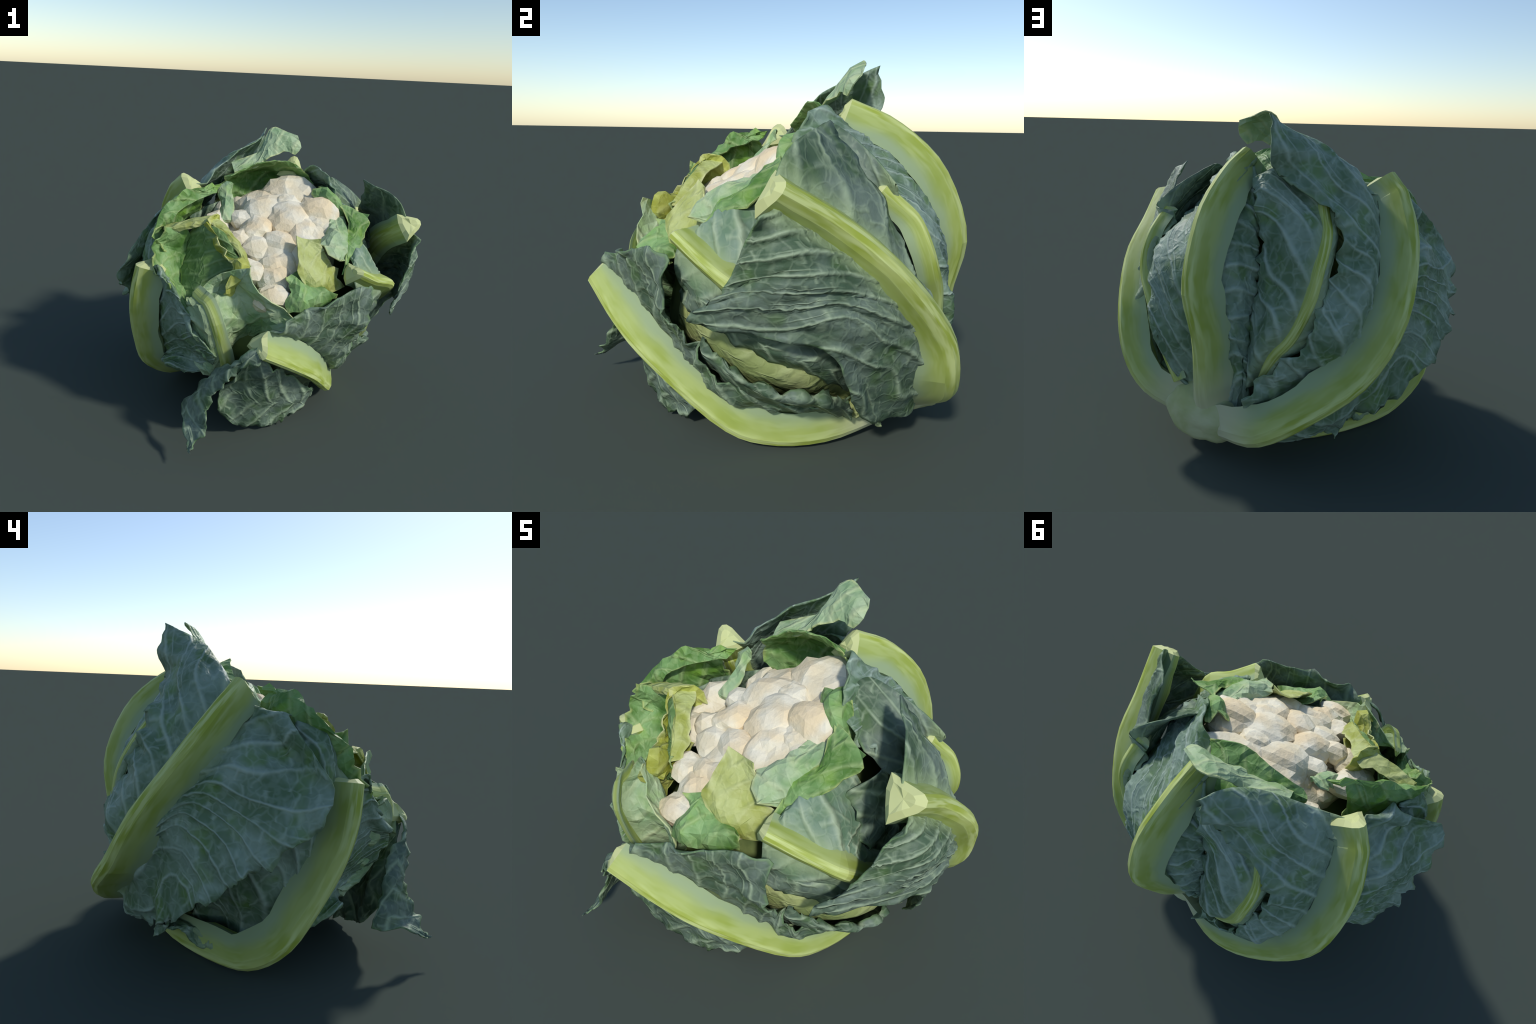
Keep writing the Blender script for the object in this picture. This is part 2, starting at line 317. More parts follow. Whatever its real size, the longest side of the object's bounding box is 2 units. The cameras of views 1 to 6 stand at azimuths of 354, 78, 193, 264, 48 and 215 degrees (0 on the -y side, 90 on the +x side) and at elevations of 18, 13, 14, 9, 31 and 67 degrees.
def new_mesh(name, verts, faces, mat, flat=False):
    me = bpy.data.meshes.new(name)
    me.from_pydata([tuple(map(float, v)) for v in verts], [], faces)
    me.materials.append(mat)
    me.validate()
    me.polygons.foreach_set("use_smooth", [not flat] * len(me.polygons))
    ob = bpy.data.objects.new(name, me)
    bpy.context.scene.collection.objects.link(ob)
    return ob

def float_attr(me, name, vals):
    a = me.attributes.new(name, 'FLOAT', 'POINT')
    a.data.foreach_set("value", np.asarray(vals, np.float32))

# ----------------------------------------------------------------------------
# materials
# ----------------------------------------------------------------------------
class Nodes:
    """Tiny builder so the colour rules read as formulas."""
    def __init__(self, name):
        self.mat = bpy.data.materials.new(name)
        self.mat.use_nodes = True
        self.t = self.mat.node_tree
        self.t.nodes.clear()
    def node(self, kind, **props):
        n = self.t.nodes.new(kind)
        for k, v in props.items():
            setattr(n, k, v)
        return n
    def put(self, sock, v):
        if isinstance(v, bpy.types.NodeSocket):
            self.t.links.new(v, sock)
        elif isinstance(v, (tuple, list)) and len(v) == 3 and sock.type == 'RGBA':
            sock.default_value = (*v, 1)
        else:
            sock.default_value = v
    def math(self, op, a, b=0.0, c=0.0, clamp=False):
        n = self.node('ShaderNodeMath', operation=op, use_clamp=clamp)
        for s, v in zip(n.inputs, (a, b, c)):
            self.put(s, v)
        return n.outputs[0]
    def step(self, v, lo, hi, out0=0.0, out1=1.0):
        n = self.node('ShaderNodeMapRange', interpolation_type='SMOOTHSTEP')
        for s, x in zip(n.inputs, (v, lo, hi, out0, out1)):
            self.put(s, x)
        return n.outputs[0]
    def attr(self, name):
        return self.node('ShaderNodeAttribute', attribute_name=name).outputs['Fac']
    def mix(self, f, a, b, blend='MIX'):
        n = self.node('ShaderNodeMix', data_type='RGBA', blend_type=blend)
        self.put(n.inputs[0], f); self.put(n.inputs[6], a); self.put(n.inputs[7], b)
        return n.outputs[2]
    def coord(self):
        return self.node('ShaderNodeTexCoord').outputs['Object']
    def noise(self, vec, scale, detail=2.0, rough=0.5, dist=0.0):
        n = self.node('ShaderNodeTexNoise')
        self.put(n.inputs['Vector'], vec)
        n.inputs['Scale'].default_value = scale; n.inputs['Detail'].default_value = detail
        n.inputs['Roughness'].default_value = rough; n.inputs['Distortion'].default_value = dist
        return n.outputs['Fac']
    def bump(self, h, strength, dist=0.01):
        n = self.node('ShaderNodeBump')
        n.inputs['Strength'].default_value = strength; n.inputs['Distance'].default_value = dist
        self.put(n.inputs['Height'], h)
        return n.outputs[0]
    def finish(self, colour, rough=0.5, normal=None, translucent=0.0, spec=0.4):
        b = self.node('ShaderNodeBsdfPrincipled')
        self.put(b.inputs['Base Color'], colour); self.put(b.inputs['Roughness'], rough)
        b.inputs['Specular IOR Level'].default_value = spec
        if normal is not None:
            self.put(b.inputs['Normal'], normal)
        out = self.node('ShaderNodeOutputMaterial')
        sh = b.outputs[0]
        if translucent:
            tr = self.node('ShaderNodeBsdfTranslucent')
            self.put(tr.inputs[0], colour)
            m = self.node('ShaderNodeMixShader'); m.inputs[0].default_value = translucent
            self.t.links.new(sh, m.inputs[1]); self.t.links.new(tr.outputs[0], m.inputs[2])
            sh = m.outputs[0]
        self.t.links.new(sh, out.inputs[0])
        return self.mat

def blade_material(name, bloom, deep, fresh, vein, edge, fresh_amount, vein_amount, rough=0.55,
                   rib_tone=(0.30, 0.39, 0.22)):
    """Leaf blade: waxy bloom mottled with deeper green, paler veins that run
    from the midrib to the margin, a net of fine veins, pale flank by the rib."""
    n = Nodes(name)
    co = n.coord()
    ac = n.attr("across"); ln = n.attr("along"); ph = n.attr("vein_phase"); mg = n.attr("margin")
    A = n.math('ABSOLUTE', ac)
    # main side veins: one per unit of vein_phase
    fr = n.math('FRACT', ph)
    d = n.math('ABSOLUTE', n.math('SUBTRACT', fr, 0.5))
    wid = n.step(A, 0.0, 0.45, 0.20, 0.09)
    v1 = n.math('SUBTRACT', 1.0, n.step(d, 0.0, wid))
    # each side vein may fork on its way to the margin
    fork = n.math('MULTIPLY', n.step(A, 0.10, 0.36), 0.27)
    for sgn in (1.0,):
        dd = n.math('ABSOLUTE', n.math('SUBTRACT', n.math('SUBTRACT', fr, 0.5), n.math('MULTIPLY', fork, sgn)))
        br = n.math('MULTIPLY', n.math('SUBTRACT', 1.0, n.step(dd, 0.0, n.math('MULTIPLY', wid, 0.7))), n.math('MULTIPLY', n.step(A, 0.10, 0.2, 0.0, 0.7), n.step(n.noise(co, 3.0, 1.0), 0.45, 0.6)))
        v1 = n.math('MAXIMUM', v1, br)
    v1 = n.math('MULTIPLY', v1, n.step(n.noise(co, 5.0), 0.28, 0.55, 0.35, 1.0))
    # cross veins: rungs between neighbouring side veins, staggered cell by cell
    cell = n.math('FLOOR', n.math('ADD', ph, 0.5))
    rung = n.math('ADD', n.math('MULTIPLY', A, 9.0), n.math('ADD', n.math('MULTIPLY', cell, 0.37), n.math('MULTIPLY', n.noise(co, 6.0, 2.0), 1.6)))
    d2 = n.math('ABSOLUTE', n.math('SUBTRACT', n.math('FRACT', n.math('ADD', rung, n.math('MULTIPLY', fr, 0.5))), 0.5))
    v2 = n.math('SUBTRACT', 1.0, n.step(d2, 0.0, 0.16))
    v2 = n.math('MULTIPLY', v2, n.step(n.noise(co, 7.5), 0.35, 0.6))
    blister = n.node('ShaderNodeTexVoronoi', feature='SMOOTH_F1')
    n.put(blister.inputs['Vector'], co); blister.inputs['Scale'].default_value = 17.0
    # mottling
    big = n.noise(co, 4.2, 3.0, 0.55, 0.4)
    col = n.mix(n.step(big, 0.36, 0.62), deep, bloom)
    col = n.mix(n.math('MULTIPLY', n.step(n.noise(co, 6.5, 2.0), 0.52, 0.72), fresh_amount), col, fresh)
    col = n.mix(n.math('MULTIPLY', n.step(n.noise(co, 38.0, 2.0), 0.3, 0.8), 0.25), col, deep)
    warp = n.node('ShaderNodeVectorMath', operation='MULTIPLY_ADD')
    nz = n.node('ShaderNodeTexNoise'); nz.inputs['Scale'].default_value = 9.0; n.put(nz.inputs['Vector'], co)
    n.put(warp.inputs[0], nz.outputs['Color']); warp.inputs[1].default_value = (0.09, 0.09, 0.09); n.put(warp.inputs[2], co)
    net = n.node('ShaderNodeTexVoronoi', feature='DISTANCE_TO_EDGE')
    n.put(net.inputs['Vector'], warp.outputs[0]); net.inputs['Scale'].default_value = 15.0
    v3 = n.math('SUBTRACT', 1.0, n.step(net.outputs['Distance'], 0.0, 0.14))
    col = n.mix(n.math('MULTIPLY', v3, 0.24 * vein_amount), col, vein)
    col = n.mix(n.math('MULTIPLY', v2, 0.55 * vein_amount), col, vein)
    col = n.mix(n.math('MULTIPLY', v1, vein_amount), col, vein)
    rw = n.attr("ribbed")
    out = n.math('SUBTRACT', n.math('ADD', A, n.math('MULTIPLY', n.noise(co, 9.0), 0.05)), n.math('MULTIPLY', rw, 1.45))
    flank = n.math('MULTIPLY', n.step(out, -0.01, 0.085, 0.9, 0.0), n.step(rw, 0.0, 0.03))
    col = n.mix(flank, col, rib_tone)
    rim = n.step(mg, 0.0, 0.02, 1.0, 0.0)
    col = n.mix(n.math('MULTIPLY', rim, n.step(n.noise(co, 8.0), 0.4, 0.6, 0.0, 0.8)), col, edge)
    h = n.math('ADD', n.math('MULTIPLY', v1, 0.6), n.math('ADD', n.math('ADD', n.math('MULTIPLY', v2, 0.35), n.math('MULTIPLY', v3, 0.12)), n.math('ADD', n.math('MULTIPLY', blister.outputs['Distance'], -0.8), n.math('MULTIPLY', n.noise(co, 60.0, 3.0), 0.2))))
    return n.finish(col, rough, n.bump(h, 0.55, 0.018), translucent=0.12, spec=0.35)

def rib_material():
    n = Nodes("midrib")
    co = n.coord()
    ac = n.attr("across"); ln = n.attr("along"); tip = n.attr("cut")
    cmb = n.node('ShaderNodeCombineXYZ')
    n.put(cmb.inputs[0], n.math('MULTIPLY', ac, 3.2)); n.put(cmb.inputs[1], n.math('MULTIPLY', ln, 4.0))
    streak = n.noise(cmb.outputs[0], 1.0, 2.0)
    col = n.mix(n.step(n.noise(co, 5.0, 2.0), 0.35, 0.65), (0.33, 0.405, 0.06), (0.46, 0.53, 0.17))
    col = n.mix(n.step(streak, 0.42, 0.62), col, (0.54, 0.62, 0.25))
    # the flanks turn a deeper green, then fade into the pale zone of the blade
    A = n.math('ABSOLUTE', n.math('ADD', ac, n.math('MULTIPLY', n.math('SUBTRACT', n.noise(co, 6.0), 0.5), 0.35)))
    col = n.mix(n.step(A, 0.30, 0.85, 0.0, 0.62), col, (0.28, 0.36, 0.085))
    col = n.mix(n.step(A, 0.85, 1.45), col, (0.30, 0.39, 0.22))
    # towards the base the rib turns whitish
    col = n.mix(n.step(ln, 0.02, 0.42, 0.95, 0.0), col, (0.54, 0.55, 0.38))
    col = n.mix(tip, col, (0.56, 0.60, 0.28))
    h = n.math('ADD', n.math('MULTIPLY', streak, 0.5), n.math('MULTIPLY', n.noise(co, 40.0, 3.0), 0.2))
    return n.finish(col, 0.6, n.bump(h, 0.3, 0.01), spec=0.25)

def curd_material():
    n = Nodes("curd")
    co = n.coord()
    info = n.node('ShaderNodeObjectInfo').outputs['Random']
    col = n.mix(n.step(n.noise(co, 9.0, 3.0), 0.35, 0.68), (0.72, 0.63, 0.44), (0.79, 0.745, 0.60))
    col = n.mix(n.math('MULTIPLY', n.step(n.noise(co, 4.0, 2.0), 0.48, 0.64), 0.65), col, (0.78, 0.60, 0.35))
    col = n.mix(n.math('MULTIPLY', info, 0.3), col, (0.72, 0.67, 0.52))
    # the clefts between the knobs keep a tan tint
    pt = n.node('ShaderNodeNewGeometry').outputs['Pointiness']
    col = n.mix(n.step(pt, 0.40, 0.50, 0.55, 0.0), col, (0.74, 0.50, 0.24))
    h = n.noise(co, 55.0, 3.0)
    return n.finish(col, 0.75, n.bump(h, 0.35, 0.012), spec=0.2)

def plain_material(name, a, b, scale, rough=0.7):
    n = Nodes(name)
    co = n.coord()
    col = n.mix(n.step(n.noise(co, scale, 3.0), 0.35, 0.65), a, b)
    return n.finish(col, 0.9, n.bump(n.noise(co, scale * 8, 2.0), 0.3, 0.01), spec=0.05)

MAT = {
    "outer": blade_material("outer_blade", (0.165, 0.222, 0.178), (0.070, 0.122, 0.070), (0.085, 0.165, 0.035), (0.38, 0.48, 0.32), (0.16, 0.27, 0.12), 0.6, 0.75),
    "bloom": blade_material("bloom_blade", (0.255, 0.35, 0.275), (0.11, 0.19, 0.10), (0.135, 0.25, 0.055), (0.44, 0.55, 0.46), (0.22, 0.32, 0.18), 0.7, 0.75),  # blade lightened for back leaves: bluish sky light baked into the base colour
    "green": blade_material("inner_blade", (0.26, 0.44, 0.17), (0.09, 0.21, 0.04), (0.24, 0.44, 0.05), (0.42, 0.54, 0.24), (0.52, 0.60, 0.22), 0.7, 0.45),
    "cup": blade_material("cup_blade", (0.18, 0.30, 0.115), (0.10, 0.195, 0.05), (0.20, 0.34, 0.08), (0.30, 0.42, 0.18), (0.40, 0.50, 0.2), 0.5, 0.6),
    "teal": blade_material("greyish_blade", (0.25, 0.345, 0.27), (0.13, 0.225, 0.14), (0.15, 0.28, 0.06), (0.46, 0.56, 0.38), (0.42, 0.50, 0.26), 0.35, 0.65),
    "pale": blade_material("pale_blade", (0.46, 0.58, 0.36), (0.24, 0.39, 0.19), (0.27, 0.46, 0.10), (0.55, 0.62, 0.36), (0.55, 0.60, 0.28), 0.5, 0.5),
    "lime": blade_material("lime_blade", (0.52, 0.58, 0.23), (0.34, 0.38, 0.07), (0.48, 0.55, 0.14), (0.60, 0.64, 0.34), (0.62, 0.64, 0.32), 0.5, 0.3),
    "yellow": blade_material("yellow_blade", (0.52, 0.56, 0.13), (0.26, 0.27, 0.012), (0.50, 0.60, 0.14), (0.58, 0.62, 0.34), (0.62, 0.64, 0.30), 0.5, 0.25),
    "stalk": blade_material("stalk_blade", (0.42, 0.46, 0.20), (0.28, 0.34, 0.12), (0.38, 0.44, 0.14), (0.48, 0.53, 0.28), (0.50, 0.58, 0.30), 0.3, 0.2),
    "rib": rib_material(),
    "curd": curd_material(),
    "stem": plain_material("stem", (0.38, 0.43, 0.20), (0.50, 0.53, 0.33), 5.0),
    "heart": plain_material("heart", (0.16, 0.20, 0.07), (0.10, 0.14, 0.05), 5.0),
}

# ----------------------------------------------------------------------------
# leaves
# ----------------------------------------------------------------------------
def make_leaf(key, rows, mat, parent, name, rib=None, rib_w=0.075, rib_h=0.05, push=0.0, thick=0.014,
              crumple=0.016, facet=0.115, ruffle=0.02, jag=0.02, ridge=0.010, groove=0.0, spacing=0.15, slant=0.75, step=0.019, flat=False):
    seed = sum(ord(c) * 31 for c in key)
    rows = [np.array(r, float) for r in rows]
    nc = len(rows[0])
    rc = rib if rib is not None else (nc - 1) // 2
    G = np.array(rows)                                   # rows x cols x 3
    rib_ctrl = G[:, rc].copy()
    if rib is not None:
        # the measured rib line is the crest; the blade passes under it
        du = np.gradient(G, axis=1)[:, rc]; dv = np.gradient(G, axis=0)[:, rc]
        nrm = unit(np.cross(du, dv))
        rib_ctrl += nrm * push
        G[:, rc] -= nrm * (rib_h * 0.9 - push)
    ch_c = np.linalg.norm(np.diff(G, axis=1), axis=2).mean(0)
    ch_r = np.linalg.norm(np.diff(G, axis=0), axis=2).mean(1)
    su = index_samples(ch_c, step); sv = index_samples(ch_r, step)
    tmp = np.array([spline(r, su) for r in G])           # rows x U
    P = np.array([spline(tmp[:, j], sv) for j in range(len(su))]).transpose(1, 0, 2)   # V x U
    su = np.array(su); sv = np.array(sv)
    V, U = P.shape[:2]
    irib = int(np.argmin(abs(su - rc)))
    seg = np.linalg.norm(np.diff(P, axis=1), axis=2)
    ac = np.concatenate([np.zeros((V, 1)), np.cumsum(seg, 1)], 1)
    wl = ac[:, irib:irib + 1]; full = ac[:, -1:]
    ac = ac - wl
    ln = np.concatenate([[0], np.cumsum(np.linalg.norm(np.diff(P[:, irib], axis=0), axis=1))])[:, None] + 0 * ac
    L = ln[-1, 0]
    side = np.where(ac < 0, 1.0, 0.0)
    margin = np.minimum(np.minimum(ac + wl, full - wl - ac), (L - ln) + 0.01)
    # normals
    def normals(Q):
        return unit(np.cross(np.gradient(Q, axis=1), np.gradient(Q, axis=0)))
    N = normals(P)
    # jitter the vertices inside the sheet so the facets are irregular
    jr = np.random.default_rng(seed + 77)
    gu = np.gradient(P, axis=1); gv = np.gradient(P, axis=0)
    ju = jr.uniform(-0.32, 0.32, (V, U)); jv = jr.uniform(-0.32, 0.32, (V, U))
    ju[:, [0, irib, -1]] = 0; jv[[0, -1]] = 0
    if rib is not None:
        jv[:, irib] = 0
    P = P + gu * ju[..., None] + gv * jv[..., None]
    ac = ac + np.gradient(ac, axis=1) * ju; ln = ln + np.gradient(ln, axis=0) * jv
    # ragged outline: the margin is pushed in and out within the sheet
    wv, w2, w3 = wave(seed), wave(seed + 5), wave(seed + 9)
    near = np.exp(-np.maximum(margin, 0) / 0.05)
    out = unit(np.gradient(P, axis=1)) * np.sign(ac)[..., None]
    lf = lattice(seed + 3)
    P = P + out * (near * jag * (1.4 * lf(ln / 0.05, side * 7) + 0.8 * lf(ln / 0.022, side * 5 + 3)))[..., None]
    # side veins
    off = np.abs(ac)
    drift = np.array([mnoise.noise(Vector(p * 3.5) + Vector((seed, 0, 0))) for p in P.reshape(-1, 3)]).reshape(V, U)
    phase = (ln - slant * off ** 0.9) / spacing + 0.5 * side + 0.10 * wv(ln * 4 + 3 * side) + 0.7 * drift * smooth(0.0, 0.35, off)
    fr = phase - np.floor(phase) - 0.5
    fork = 0.27 * smooth(0.10, 0.36, off)
    vein = 1 - smooth(0.0, 0.22, np.abs(fr))
    for sg in (1,):
        vein = np.maximum(vein, 0.5 * (1 - smooth(0.0, 0.16, np.abs(fr - sg * fork))) * smooth(0.10, 0.2, off))
    fade = smooth(0.02, 0.10, off) * smooth(0.0, 0.05, margin)
    h = ridge * (vein - 0.35) * fade
    # crumple into facets + gentle undulation + margin ruffles
    f1, f2 = lattice(seed + 1), lattice(seed + 2)
    hold = smooth(1.1 * rib_w, 1.3 * rib_w + 0.12, off) if rib is not None else 1.0
    h = h + crumple * hold * (f1(ln / facet, ac / facet) + 0.35 * f2(ln / (facet * .5), ac / (facet * .5)))
    h = h + ruffle * np.exp(-np.maximum(margin, 0) / 0.07) * (w3(ln * 22 + 4 * side) + 0.5 * wv(ln * 45)) * hold
    # the blade dips into a groove before it climbs to the midrib
    h = h - groove * np.exp(-((off - 1.6 * rib_w) / 0.06) ** 2)
    P = P + N * h[..., None]
    N = normals(P)
    th = thick * (0.45 + 0.55 * smooth(0.0, 0.06, margin))[..., None]
    top = P + N * th * 0.5
    bot = P - N * th * 0.5
    idx = np.arange(V * U).reshape(V, U)
    F = []
    for i in range(V - 1):
        for j in range(U - 1):
            a, b, c, e = (int(k) for k in (idx[i, j], idx[i, j + 1], idx[i + 1, j + 1], idx[i + 1, j]))
            # split each cell along its shorter diagonal so creases fall where the sheet folds
            if np.linalg.norm(P[i, j] - P[i + 1, j + 1]) < np.linalg.norm(P[i, j + 1] - P[i + 1, j]):
                tris = ((a, b, c), (a, c, e))
            else:
                tris = ((a, b, e), (b, c, e))
            for t in tris:
                F.append(t)
                F.append(tuple(k + V * U for k in reversed(t)))
    ring = list(idx[0]) + list(idx[1:, -1]) + list(idx[-1, -2::-1]) + list(idx[-2:0:-1, 0])
    for k in range(len(ring)):
        a, b = int(ring[k]), int(ring[(k + 1) % len(ring)])
        F.append((b, a, a + V * U, b + V * U))
    ob = new_mesh(name, np.concatenate([top.reshape(-1, 3), bot.reshape(-1, 3)]), F, MAT[mat], flat=flat)
    for nm, val in (("across", ac), ("along", ln), ("vein_phase", phase), ("margin", margin),
                    ("ribbed", np.full_like(ac, rib_w if rib is not None else 0.0))):
        float_attr(ob.data, nm, np.tile(val.reshape(-1), 2))
    ob.parent = parent
    if rib is not None:
        make_rib(ob, rib_ctrl, rib_w, rib_h, seed, rises_from_stem=rib_h > 0.1)
    return ob

def make_rib(leaf, ctrl, w, h, seed, rises_from_stem):
    """Thick tapering midrib: a rounded-angular section swept along the leaf."""
    S = np.linspace(0, len(ctrl) - 1, max(10, int(len(ctrl) * 3.5)))
    C = spline(ctrl, S)
    T = unit(np.gradient(C, axis=0))
    Nn = C - CENTRE                                      # crest faces away from the heart
    Nn = unit(Nn - T * np.sum(Nn * T, axis=1, keepdims=True))
    B = np.cross(T, Nn)
    along = np.concatenate([[0], np.cumsum(np.linalg.norm(np.diff(C, axis=0), axis=1))])
    t = along / along[-1]
    W = w * (1.15 - 0.25 * t + 0.35 * np.exp(-along / 0.14)); H = h * (1.0 + 0.1 * np.sin(3 * t)) * (1 - 0.35 * np.exp(-along / 0.12))
    # half section from one flank over the crest to the other (x across, y up)
    sec = np.array([(-1.62, -1.34), (-1.28, -0.98), (-0.98, -0.66), (-0.66, -0.28), (-0.28, -0.04), (0.12, 0.0), (0.50, -0.14), (0.82, -0.46), (1.05, -0.76), (1.30, -1.02), (1.62, -1.34), (0.6, -1.5), (-0.6, -1.5)])
    f = lattice(seed + 11)
    k = len(sec)
    verts, acr, aln, cut = [], [], [], []
    for i in range(len(S)):
        for j, (x, y) in enumerate(sec):
            wob = 1 + 0.10 * float(f(np.array(along[i] / 0.11), np.array(j * 0.9)))
            verts.append(C[i] + B[i] * x * W[i] * wob + Nn[i] * (y * H[i] * wob))
            acr.append(x); aln.append(along[i]); cut.append(0.0)
    F = []
    for i in range(len(S) - 1):
        for j in range(k):
            a, b = i * k + j, i * k + (j + 1) % k
            F.append((a, b, b + k, a + k))
    # trimmed top end: a slightly domed pale cut face
    last = (len(S) - 1) * k
    n0 = len(verts)
    for j in range(k):
        verts.append(verts[last + j]); acr.append(0); aln.append(along[-1]); cut.append(1.0)
    mid = np.mean(verts[last:last + k], axis=0)
    for j in range(k):
        verts.append(mid + (verts[last + j] - mid) * 0.62 + T[-1] * (0.020 + 0.012 * float(f(np.array(j * 1.3), np.array(0.4)))) - Nn[-1] * 0.006)
        acr.append(0); aln.append(along[-1]); cut.append(1.0)
    verts.append(mid + T[-1] * 0.016); acr.append(0); aln.append(along[-1]); cut.append(1.0)
    for j in range(k):
        a, c = n0 + j, n0 + (j + 1) % k
        F.append((a, c, c + k, a + k)); F.append((a + k, c + k, n0 + 2 * k))
    F.append(tuple(range(k - 1, -1, -1)))
    ob = new_mesh("midrib", verts, F, MAT["rib"])
    ob.data.set_sharp_from_angle(angle=math.radians(9))
    if not rises_from_stem:                              # only the stem end is whitish
        aln = [x + 0.5 for x in aln]
    for nm, val in (("across", acr), ("along", aln), ("cut", cut)):
        float_attr(ob.data, nm, val)
    ob.parent = leaf
    return ob

def ellipsoid(name, centre, axes, mat, seed, bump, div=4, flat=False):
    """Lumpy ball; axes are three vectors."""
    import bmesh
    bm = bmesh.new()
    bmesh.ops.create_icosphere(bm, subdivisions=div, radius=1.0)
    A = np.array(axes)
    vs = []
    for v in bm.verts:
        p = np.array(v.co)
        k = 1 + bump * (mnoise.noise(Vector(p * 1.7) + Vector((seed, seed * .7, 0))) + 0.6 * mnoise.noise(Vector(p * 3.9) + Vector((0, seed, seed * .3))))
        vs.append(np.array(centre) + (p * k) @ A)
    fs = [tuple(x.index for x in f.verts) for f in bm.faces]
    bm.free()
    return new_mesh(name, vs, fs, mat, flat)

# ----------------------------------------------------------------------------
# build
# ----------------------------------------------------------------------------
root = bpy.data.objects.new("cauliflower", None)
bpy.context.scene.collection.objects.link(root)
root["label"] = "trimmed cauliflower with cream curd wrapped in blue-green leaves"
root["category"] = "vegetable"

E1 = np.array([1.0, 0, 0]); E2 = np.cross(CURD_N, E1)

heart = ellipsoid("heart", (0.0, 0.02, 0.72), (E1 * 0.60, E2 * 0.60, CURD_N * 0.40), MAT["heart"], 3, 0.06)
heart.parent = root
stem = ellipsoid("stem", (0.28, 0.715, 0.24), ((0.235, -0.02, 0.02), (0, 0.135, -0.03), (0, 0.02, 0.165)), MAT["stem"], 9, 0.10, 4)
stem.parent = root

# --- curd: a domed base carrying florets of all sizes, each one knobbly
CC = np.array([0.03, -0.08, 1.28])
curd = ellipsoid("curd", CC - CURD_N * 0.19 - E2 * 0.10, (E1 * 0.41, E2 * 0.50, CURD_N * 0.15), MAT["curd"], 4, 0.10)
curd.parent = root
def floret(top, r, seed):
    import bmesh
    r0 = random.Random(seed)
    bm = bmesh.new()
    bmesh.ops.create_icosphere(bm, subdivisions=3 if r > 0.10 else 2, radius=1.0)
    # knobs on the floret: a few bumps pushed out, folds between them
    knobs = [unit(np.array([r0.gauss(0, 1), r0.gauss(0, 1), r0.gauss(0.4, 1)])) for _ in range(9)]
    c = top - CURD_N * r * 0.66
    sx, sy = r0.uniform(0.9, 1.25), r0.uniform(0.9, 1.25)
    vs = []
    for v in bm.verts:
        p = np.array(v.co)
        near = max(float(p @ q) for q in knobs)
        k = 0.80 + 0.27 * smooth(0.66, 0.98, near) + r0.uniform(-0.05, 0.05)
        p = p * k
        vs.append(c + r * (sx * p[0] * E1 + sy * p[1] * E2 + 0.72 * p[2] * CURD_N))
    fs = [tuple(x.index for x in f.verts) for f in bm.faces]
    bm.free()
    ob = new_mesh("floret", vs, fs, MAT["curd"], flat=True)
    ob.parent = curd
    return ob

placed = []
for k, (x, y, z, r) in enumerate(FLORETS):
    p = np.array([x, y, z]); placed.append((p, r))
    floret(p, r * 1.3, 100 + k)
# smaller florets crowd into every gap left on the dome
k = 0
while k < 900 and len(placed) < 75:
    k += 1
    u, v = random.uniform(-1, 1), random.uniform(-1, 1)
    if u * u + v * v > 1 or v > 0.5:
        continue
    r = random.uniform(0.055, 0.09)
    p = CC + E1 * u * 0.40 + E2 * v * 0.50 - CURD_N * (0.03 + 0.08 * (u * u + v * v) + 0.07 * max(v, 0))
    if all(np.linalg.norm(p - q) > 0.70 * (r + s) for q, s in placed):
        placed.append((p, r)); floret(p, r, 400 + k)

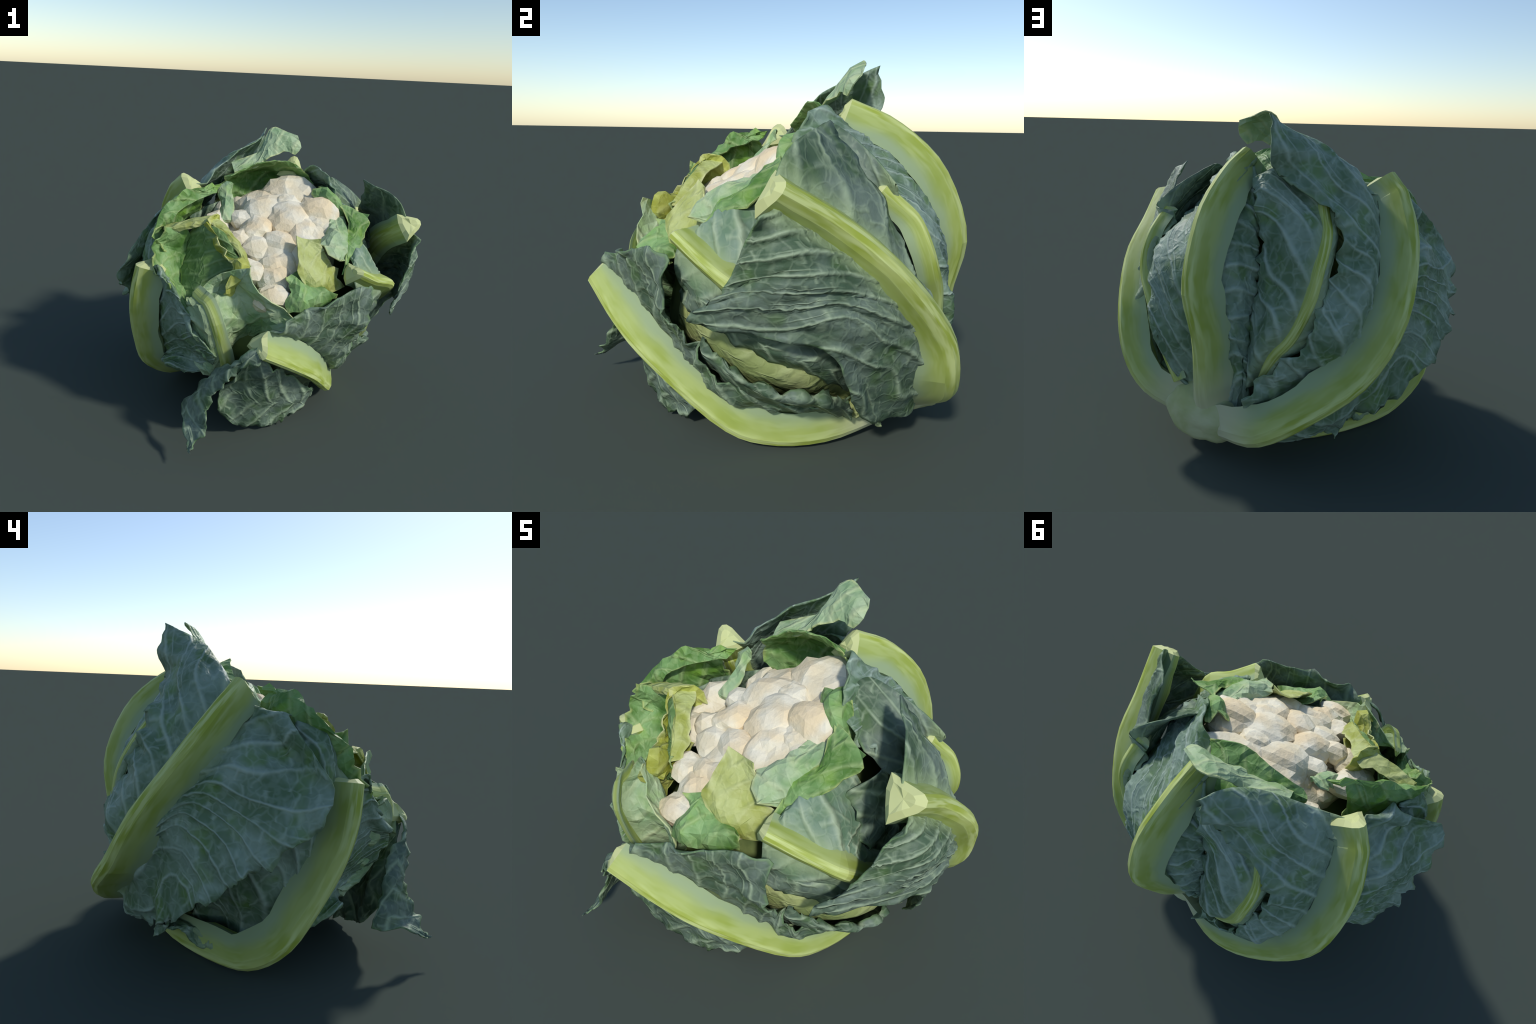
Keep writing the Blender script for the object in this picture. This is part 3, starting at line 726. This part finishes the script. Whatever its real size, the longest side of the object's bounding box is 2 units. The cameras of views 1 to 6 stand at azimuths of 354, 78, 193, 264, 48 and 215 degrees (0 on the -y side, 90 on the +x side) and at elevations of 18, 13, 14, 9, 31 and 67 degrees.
CRISP = dict(step=0.034, facet=0.075, flat=True)
BIG = dict(rib_h=0.11)
SPEC = {
    "A": dict(mat="outer", **BIG, rib_w=0.068, groove=0.0, jag=0.01, push=0.008, ridge=0.016, ruffle=0.010, crumple=0.016, spacing=0.19),
    "B": dict(mat="outer", **BIG, rib_w=0.058, groove=0.055, push=0.02, ridge=0.014, ruffle=0.03, crumple=0.016, spacing=0.15),
    "B2": dict(mat="outer", ridge=0.012, ruffle=0.02),
    "B3": dict(mat="outer", ridge=0.008, ruffle=0.01, crumple=0.01),
    "D": dict(mat="bloom", **BIG, rib_w=0.066, groove=0.035, push=0.02, ridge=0.012),
    "E": dict(mat="bloom", **BIG, rib_w=0.066, groove=0.05, push=0.05, ridge=0.012, ruffle=0.022),
    "F": dict(mat="bloom", **BIG, rib_w=0.068, groove=0.04, push=0.035, ridge=0.012),
    "P": dict(mat="pale", jag=0.006, ruffle=0.006, crumple=0.014, **CRISP),
    "G": dict(mat="bloom", rib_w=0.034, rib_h=0.025, ruffle=0.02),
    "H": dict(mat="outer", rib_w=0.040, rib_h=0.05),
    "C": dict(mat="teal", rib_w=0.05, rib_h=0.09, push=0.02, crumple=0.008),
    "K": dict(mat="stalk", crumple=0.004, ruffle=0.004, ridge=0.002, thick=0.03),
    "O": dict(mat="outer", crumple=0.012, ruffle=0.012, ridge=0.006),  # dark strip modelled for the shadow under A, along the stalk's upper edge
    "Z": dict(mat="bloom", crumple=0.01, ruffle=0.02),
    "L": dict(mat="outer", crumple=0.012, ruffle=0.02, ridge=0.004),
    "I": dict(mat="pale", rib_w=0.04, rib_h=0.025, crumple=0.018, **CRISP),
    "J": dict(mat="green", **CRISP),
    "J2": dict(mat="cup", crumple=0.005, ruffle=0.004, ridge=0.008, spacing=0.09, slant=0.1),
    "J3": dict(mat="lime", crumple=0.006, ruffle=0.006, **CRISP),
    "V": dict(mat="outer"),
    "M": dict(mat="green", crumple=0.02, **CRISP), "N": dict(mat="pale", crumple=0.014, ruffle=0.008, **CRISP),
    "Q": dict(mat="green", ruffle=0.01, **CRISP), "R": dict(mat="pale", ruffle=0.01, crumple=0.02, **CRISP),
    "S": dict(mat="lime", ruffle=0.006, crumple=0.008, **CRISP), "T": dict(mat="green", ruffle=0.01, crumple=0.02, **CRISP),
    "U": dict(mat="yellow", ruffle=0.01, crumple=0.03, **CRISP), "W": dict(mat="green", ruffle=0.01, **CRISP),
    "Y": dict(mat="outer"),
    "X": dict(mat="green", ruffle=0.015, **CRISP),
}
for key, rows in LEAVES.items():
    sp = dict(SPEC[key])
    mat = sp.pop("mat")
    rib = RIB_COLUMN.get(key)
    make_leaf(key, rows, mat, root, "outer_leaf" if key[0] in "ABDEFGHPOLZK" else "inner_leaf", rib=rib, **sp)
